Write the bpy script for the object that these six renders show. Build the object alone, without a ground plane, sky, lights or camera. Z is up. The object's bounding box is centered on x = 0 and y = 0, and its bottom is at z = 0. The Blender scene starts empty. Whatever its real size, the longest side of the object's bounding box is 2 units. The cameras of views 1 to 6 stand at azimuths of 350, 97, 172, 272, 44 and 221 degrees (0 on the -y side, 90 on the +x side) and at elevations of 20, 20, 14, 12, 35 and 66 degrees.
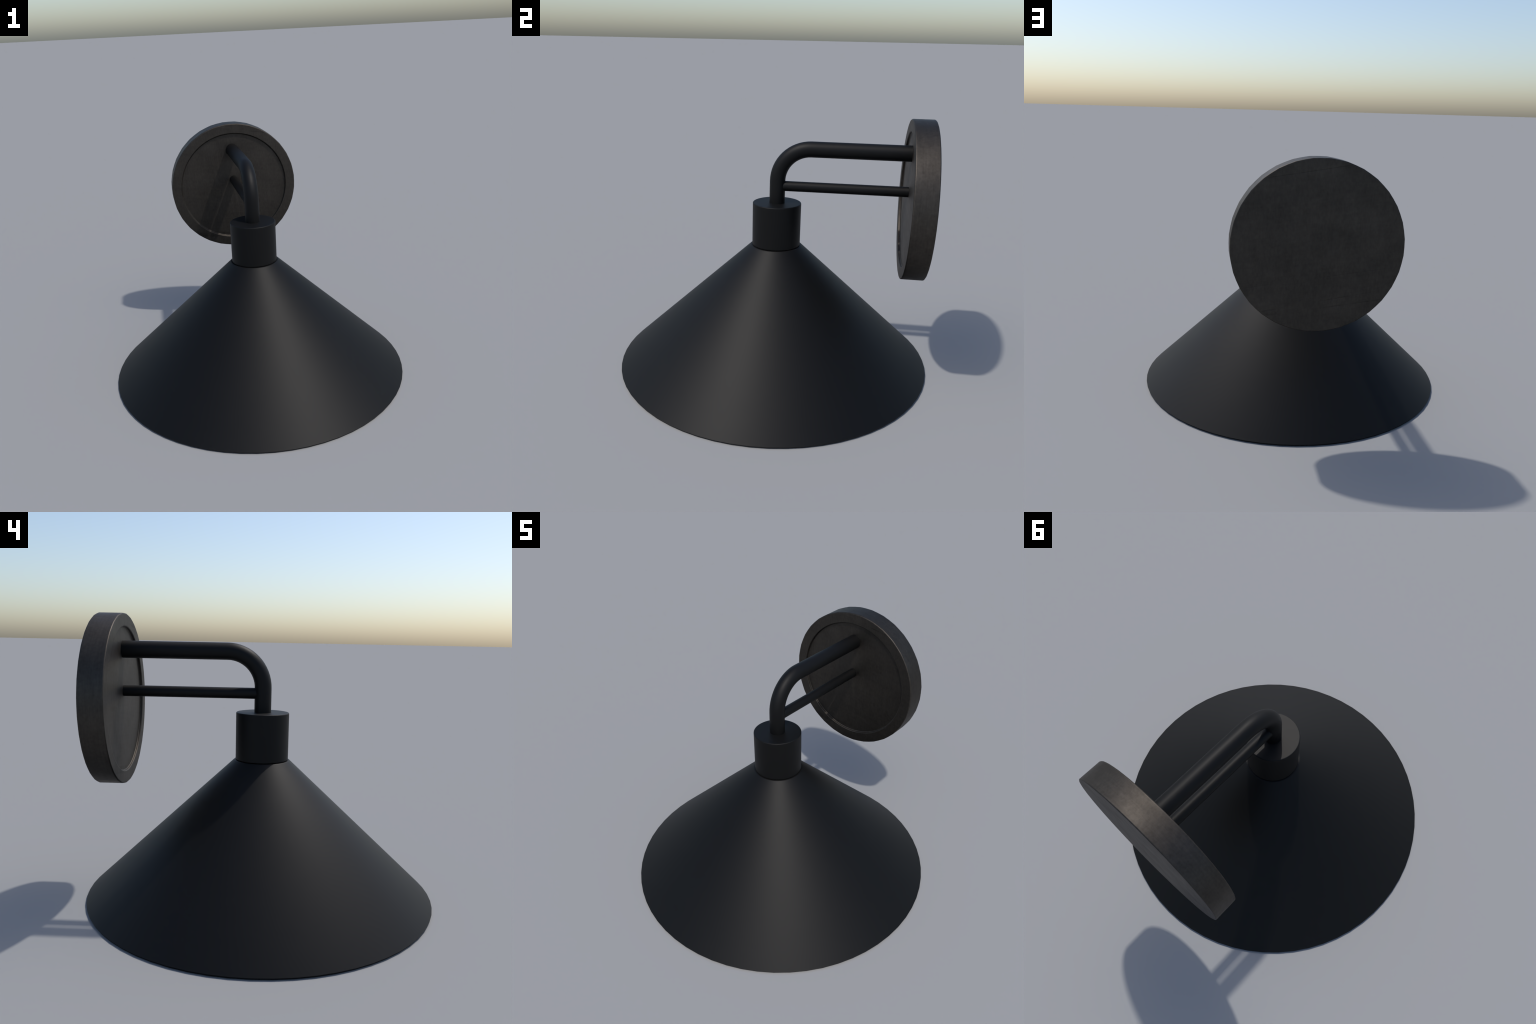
"""Black cone-shaded wall lamp: round scratched-metal wall plate, bent tube arm,
thin support rod, short cylindrical collar and a wide conical sheet shade."""
import bpy, bmesh, math
from mathutils import Vector

TAU = math.tau

# ------------------------------------------------------------------ dimensions (m)
SHADE_RADIUS, SHADE_TOP_RADIUS, SHADE_TOP_Z = 1.0, 0.157, 0.800
RIM_EDGE = 0.0095                               # height of the rim's upper edge
SHEET = 0.011                                   # sheet thickness of the shade
COLLAR_RADIUS, COLLAR_BOTTOM, COLLAR_TOP = 0.150, 0.801, 1.070
ARM_RADIUS, ARM_Z, BEND_RADIUS = 0.0475, 1.4053, 0.200
ROD_RADIUS, ROD_Z = 0.031, 1.1755
PLATE_RADIUS, PLATE_Z = 0.477, 1.126
PLATE_FRONT, PLATE_BACK = 0.773, 0.907          # y of the rim's front and of the back
RECESS_RADIUS, RECESS_DEPTH = 0.4045, 0.015


# ------------------------------------------------------------------ mesh helpers
def corner(prev, at, nxt, size, steps=4):
    """Rounded corner: circular-looking arc from `prev` side to `nxt` side of `at`."""
    a, p, n = Vector(at), Vector(prev), Vector(nxt)
    s, e = a + (p - a).normalized() * size, a + (n - a).normalized() * size
    w = math.cos(0.5 * (math.pi - (p - a).angle(n - a)))   # weight of the middle point
    pts = []
    for i in range(steps + 1):
        t = i / steps
        b0, b1, b2 = (1 - t) ** 2, 2 * t * (1 - t) * w, t * t
        pts.append(tuple((s * b0 + a * b1 + e * b2) / (b0 + b1 + b2)))
    return pts


def rounded(path, sizes, steps=4, support=0.004):
    """Profile with corners of the given sizes rounded; a support point on both
    sides of every round keeps the flats shaded flat."""
    out = [path[0]]
    for i in range(1, len(path) - 1):
        if sizes[i] <= 0:
            out.append(path[i])
            continue
        arc = corner(path[i - 1], path[i], path[i + 1], sizes[i], steps)
        a = Vector(path[i])
        before = a + (Vector(path[i - 1]) - a).normalized() * (sizes[i] + support)
        after = a + (Vector(path[i + 1]) - a).normalized() * (sizes[i] + support)
        out += [tuple(before)] + arc + [tuple(after)]
    out.append(path[-1])
    return out


def finish(name, verts, faces, material, sharp=35):
    mesh = bpy.data.meshes.new(name)
    mesh.from_pydata(verts, [], faces)
    mesh.validate()
    bm = bmesh.new()
    bm.from_mesh(mesh)
    bmesh.ops.recalc_face_normals(bm, faces=bm.faces)
    bm.to_mesh(mesh)
    bm.free()
    mesh.shade_smooth()
    mesh.set_sharp_from_angle(angle=math.radians(sharp))
    mesh.materials.append(material)
    ob = bpy.data.objects.new(name, mesh)
    bpy.context.collection.objects.link(ob)
    ob.parent = lamp
    return ob


def lathe(name, profile, segments, material, phase=0.0, axis="Z", closed=False, sharp=35,
          facet=0.0, facet_beyond=0.0):
    """Turn (radius, height) points round the z axis, or round the y axis through
    the plate's centre. Ends are capped with one flat face unless closed. Every
    second point further out than `facet_beyond` is drawn in by `facet`."""
    verts, faces = [], []
    for r, h in profile:
        for k in range(segments):
            a = phase + TAU * k / segments
            q = r - facet if k % 2 and r > facet_beyond else r
            if axis == "Z":
                verts.append((q * math.cos(a), q * math.sin(a), h))
            else:                                   # y axis, keeping orientation
                verts.append((q * math.cos(a), h, PLATE_Z - q * math.sin(a)))
    n = len(profile)
    for i in range(n if closed else n - 1):
        j = (i + 1) % n
        for k in range(segments):
            l = (k + 1) % segments
            faces.append((i * segments + k, i * segments + l, j * segments + l, j * segments + k))
    if not closed:
        faces.append(tuple(reversed(range(segments))))
        faces.append(tuple(range((n - 1) * segments, n * segments)))
    return finish(name, verts, faces, material, sharp)


def sweep(name, spine, radius, segments, material):
    """Round tube along a spine that lies in the plane x = 0."""
    verts, faces = [], []
    for i, p in enumerate(spine):
        p = Vector(p)
        ahead = Vector(spine[min(i + 1, len(spine) - 1)])
        behind = Vector(spine[max(i - 1, 0)])
        d = (ahead - behind).normalized()
        side, up = Vector((1, 0, 0)), Vector((1, 0, 0)).cross(d)
        for k in range(segments):
            a = TAU * k / segments
            verts.append(p + radius * (math.cos(a) * side - math.sin(a) * up))
    n = len(spine)
    for i in range(n - 1):
        for k in range(segments):
            l = (k + 1) % segments
            faces.append((i * segments + k, (i + 1) * segments + k,
                          (i + 1) * segments + l, i * segments + l))
    faces.append(tuple(range(segments)))
    faces.append(tuple(reversed(range((n - 1) * segments, n * segments))))
    return finish(name, verts, faces, material)


# ------------------------------------------------------------------ materials
def new_material(name):
    m = bpy.data.materials.new(name)
    m.use_nodes = True
    return m, m.node_tree.nodes, m.node_tree.links, m.node_tree.nodes["Principled BSDF"]


def black_paint():
    """Matt powder-coated black, almost even, with a very fine grain."""
    m, nodes, links, bsdf = new_material("matt_black_paint")
    coords = nodes.new("ShaderNodeTexCoord")
    grain = nodes.new("ShaderNodeTexNoise")
    grain.inputs["Scale"].default_value = 9.0
    grain.inputs["Detail"].default_value = 3.0
    links.new(coords.outputs["Object"], grain.inputs["Vector"])
    tint = nodes.new("ShaderNodeMapRange")
    tint.inputs["To Min"].default_value, tint.inputs["To Max"].default_value = 0.96, 1.04
    links.new(grain.outputs["Fac"], tint.inputs["Value"])
    colour = nodes.new("ShaderNodeMix")
    colour.data_type, colour.blend_type = "RGBA", "MULTIPLY"
    colour.inputs["Factor"].default_value = 1.0
    colour.inputs["A"].default_value = (*PAINT_COLOUR, 1)
    links.new(tint.outputs["Result"], colour.inputs["B"])
    links.new(colour.outputs["Result"], bsdf.inputs["Base Color"])
    bsdf.inputs["Roughness"].default_value = PAINT_ROUGHNESS
    bsdf.inputs["Specular IOR Level"].default_value = PAINT_SHEEN
    return m


PAINT_COLOUR, PAINT_ROUGHNESS = (0.0030, 0.0030, 0.0030), 0.54
PAINT_SHEEN = 0.21
METAL_COLOUR = (0.062, 0.055, 0.048)
METAL_ROUGHNESS = 0.56


def dark_metal():
    """Blackened, slightly brown metal with brushed streaks, blotches and scratches."""
    m, nodes, links, bsdf = new_material("blackened_metal")
    coords = nodes.new("ShaderNodeTexCoord")

    def noise(scale, stretch=(1, 1, 1), turn=0.0, detail=4.0, rough=0.6, shift=(0, 0, 0)):
        turned = nodes.new("ShaderNodeMapping")
        turned.inputs["Rotation"].default_value = (0, turn, 0)
        links.new(coords.outputs["Object"], turned.inputs["Vector"])
        mapping = nodes.new("ShaderNodeMapping")
        mapping.inputs["Scale"].default_value = stretch
        mapping.inputs["Location"].default_value = shift
        links.new(turned.outputs["Vector"], mapping.inputs["Vector"])
        tex = nodes.new("ShaderNodeTexNoise")
        tex.inputs["Scale"].default_value = scale
        tex.inputs["Detail"].default_value = detail
        tex.inputs["Roughness"].default_value = rough
        links.new(mapping.outputs["Vector"], tex.inputs["Vector"])
        return tex.outputs["Fac"]

    def ramp(value, lo, hi, to_lo, to_hi):
        r = nodes.new("ShaderNodeMapRange")
        for key, v in (("From Min", lo), ("From Max", hi), ("To Min", to_lo), ("To Max", to_hi)):
            r.inputs[key].default_value = v
        links.new(value, r.inputs["Value"])
        return r.outputs["Result"]

    def math_node(op, a, b):
        n = nodes.new("ShaderNodeMath")
        n.operation = op
        for i, v in enumerate((a, b)):
            if isinstance(v, (int, float)):
                n.inputs[i].default_value = v
            else:
                links.new(v, n.inputs[i])
        return n.outputs[0]

    upright = noise(5.0, (14, 6, 1.2), math.radians(3))            # streaks up and down
    level = noise(5.0, (1.2, 6, 14), math.radians(-7), shift=(3, 1, 2))
    blotch = noise(6.0, detail=6.0, rough=0.7)
    around = noise(4.0, (1.5, 22, 1.5), math.radians(12), detail=5.0, shift=(2, 8, 5))  # round the edge
    grain = noise(70.0, (1.3, 1, 0.7), detail=3.0)
    # long thin scratches: the middle value of a far stretched noise, as a thin line
    line = noise(1.6, (0.12, 0.4, 4.5), math.radians(-8), detail=0.0, shift=(1.3, 5, 7.4))
    scratch = ramp(math_node("ABSOLUTE", math_node("SUBTRACT", line, 0.5), 0.0), 0.0, 0.008, 1.0, 0.0)
    gaps = ramp(noise(3.0, shift=(9, 2, 4)), 0.50, 0.58, 0.0, 1.0)
    # ... only on the flat faces, not round the edge
    centred = nodes.new("ShaderNodeMapping")
    centred.inputs["Location"].default_value = (0, 0, -PLATE_Z)
    centred.inputs["Scale"].default_value = (1, 0, 1)
    links.new(coords.outputs["Object"], centred.inputs["Vector"])
    reach = nodes.new("ShaderNodeVectorMath")
    reach.operation = "LENGTH"
    links.new(centred.outputs["Vector"], reach.inputs[0])
    flat = ramp(reach.outputs["Value"], PLATE_RADIUS - 0.012, PLATE_RADIUS - 0.006, 1.0, 0.0)
    scratch = math_node("MULTIPLY", math_node("MULTIPLY", scratch, gaps), flat)

    streaks = math_node("ADD", ramp(upright, 0.3, 0.7, -0.5, 0.5), ramp(level, 0.3, 0.7, -0.5, 0.5))
    shade = math_node("ADD", math_node("MULTIPLY", streaks, 0.13), ramp(blotch, 0.3, 0.7, 0.90, 1.10))
    shade = math_node("ADD", shade, ramp(around, 0.3, 0.7, -0.09, 0.09))
    shade = math_node("ADD", shade, ramp(grain, 0.3, 0.7, -0.10, 0.10))
    shade = math_node("SUBTRACT", shade, math_node("MULTIPLY", scratch, 0.28))
    colour = nodes.new("ShaderNodeMix")
    colour.data_type, colour.blend_type = "RGBA", "MULTIPLY"
    colour.inputs["Factor"].default_value = 1.0
    colour.inputs["A"].default_value = (*METAL_COLOUR, 1)
    links.new(shade, colour.inputs["B"])
    links.new(colour.outputs["Result"], bsdf.inputs["Base Color"])

    rough = math_node("ADD", METAL_ROUGHNESS, math_node("MULTIPLY", streaks, 0.05))
    rough = math_node("ADD", rough, ramp(blotch, 0.3, 0.7, 0.04, -0.04))
    links.new(rough, bsdf.inputs["Roughness"])
    bsdf.inputs["Metallic"].default_value = 1.0

    relief = math_node("SUBTRACT", math_node("MULTIPLY", streaks, 0.15), scratch)
    bump = nodes.new("ShaderNodeBump")
    bump.inputs["Strength"].default_value = 0.07
    bump.inputs["Distance"].default_value = 0.004
    links.new(relief, bump.inputs["Height"])
    links.new(bump.outputs["Normal"], bsdf.inputs["Normal"])
    return m


paint, metal = black_paint(), dark_metal()

# ------------------------------------------------------------------ the lamp
lamp = bpy.data.objects.new("wall_lamp", None)
bpy.context.collection.objects.link(lamp)
lamp["label"] = "matt black wall lamp with wide cone shade"
lamp["category"] = "wall lamp"

# shade: conical sheet, cut steeply at the rim, open below
slope = Vector((SHADE_TOP_RADIUS - SHADE_RADIUS, SHADE_TOP_Z - RIM_EDGE)).normalized()
inward = Vector((-slope.y, slope.x)) * SHEET
rim = Vector((SHADE_RADIUS, RIM_EDGE))
lip = Vector((SHADE_RADIUS - 0.005, 0.0))            # steep cut of the rim, down to the ground
top = Vector((SHADE_TOP_RADIUS, SHADE_TOP_Z))
shoulder = [Vector(p) for p in corner(rim, top, (0.1, SHADE_TOP_Z), 0.003, 3)]
shoulder.append(Vector((0.13, SHADE_TOP_Z)))        # flat top that carries the collar
under = Vector((0.13, SHADE_TOP_Z - SHEET))
steps = 8
outer = [rim + slope * 0.0015] + [rim.lerp(top, i / steps) for i in range(1, steps)] + \
        [top - slope * 0.005] + shoulder
inner = [under] + [lip.lerp(top + inward * 1.5, i / steps) for i in range(steps, -1, -1)]
lathe("lampshade", [tuple(p) for p in [rim] + outer + inner], 64, paint, closed=True)

# collar: short cylinder with softened edges
collar_path = [(0.02, COLLAR_BOTTOM), (COLLAR_RADIUS, COLLAR_BOTTOM),
               (COLLAR_RADIUS, COLLAR_TOP), (0.02, COLLAR_TOP)]
lathe("collar", rounded(collar_path, [0, 0.005, 0.005, 0]), 64, paint)

# arm: rises from the collar, turns a quarter circle and runs back to the plate
floor = PLATE_FRONT + RECESS_DEPTH
spine = [(0, 0, COLLAR_TOP - 0.03), (0, 0, ARM_Z - BEND_RADIUS - 0.02)]
for i in range(17):
    a = 0.5 * math.pi * i / 16
    spine.append((0, BEND_RADIUS * (1 - math.cos(a)), ARM_Z - BEND_RADIUS + BEND_RADIUS * math.sin(a)))
spine += [(0, BEND_RADIUS + 0.02, ARM_Z), (0, floor + 0.03, ARM_Z)]
sweep("curved_arm", spine, ARM_RADIUS, 32, paint)
sweep("support_rod", [(0, 0.0, ROD_Z), (0, floor + 0.03, ROD_Z)], ROD_RADIUS, 32, paint)

# wall plate: thick disc with a shallow round recess in the front
plate_path = [(0.05, floor), (RECESS_RADIUS - 0.001, floor), (RECESS_RADIUS, PLATE_FRONT),
              (PLATE_RADIUS, PLATE_FRONT), (PLATE_RADIUS, PLATE_BACK), (0.05, PLATE_BACK)]
lathe("wall_plate", rounded(plate_path, [0, 0.005, 0.005, 0.006, 0.005, 0], steps=3, support=0.002), 64, metal,
      phase=TAU / 64, axis="Y", facet=0.0011, facet_beyond=0.44)
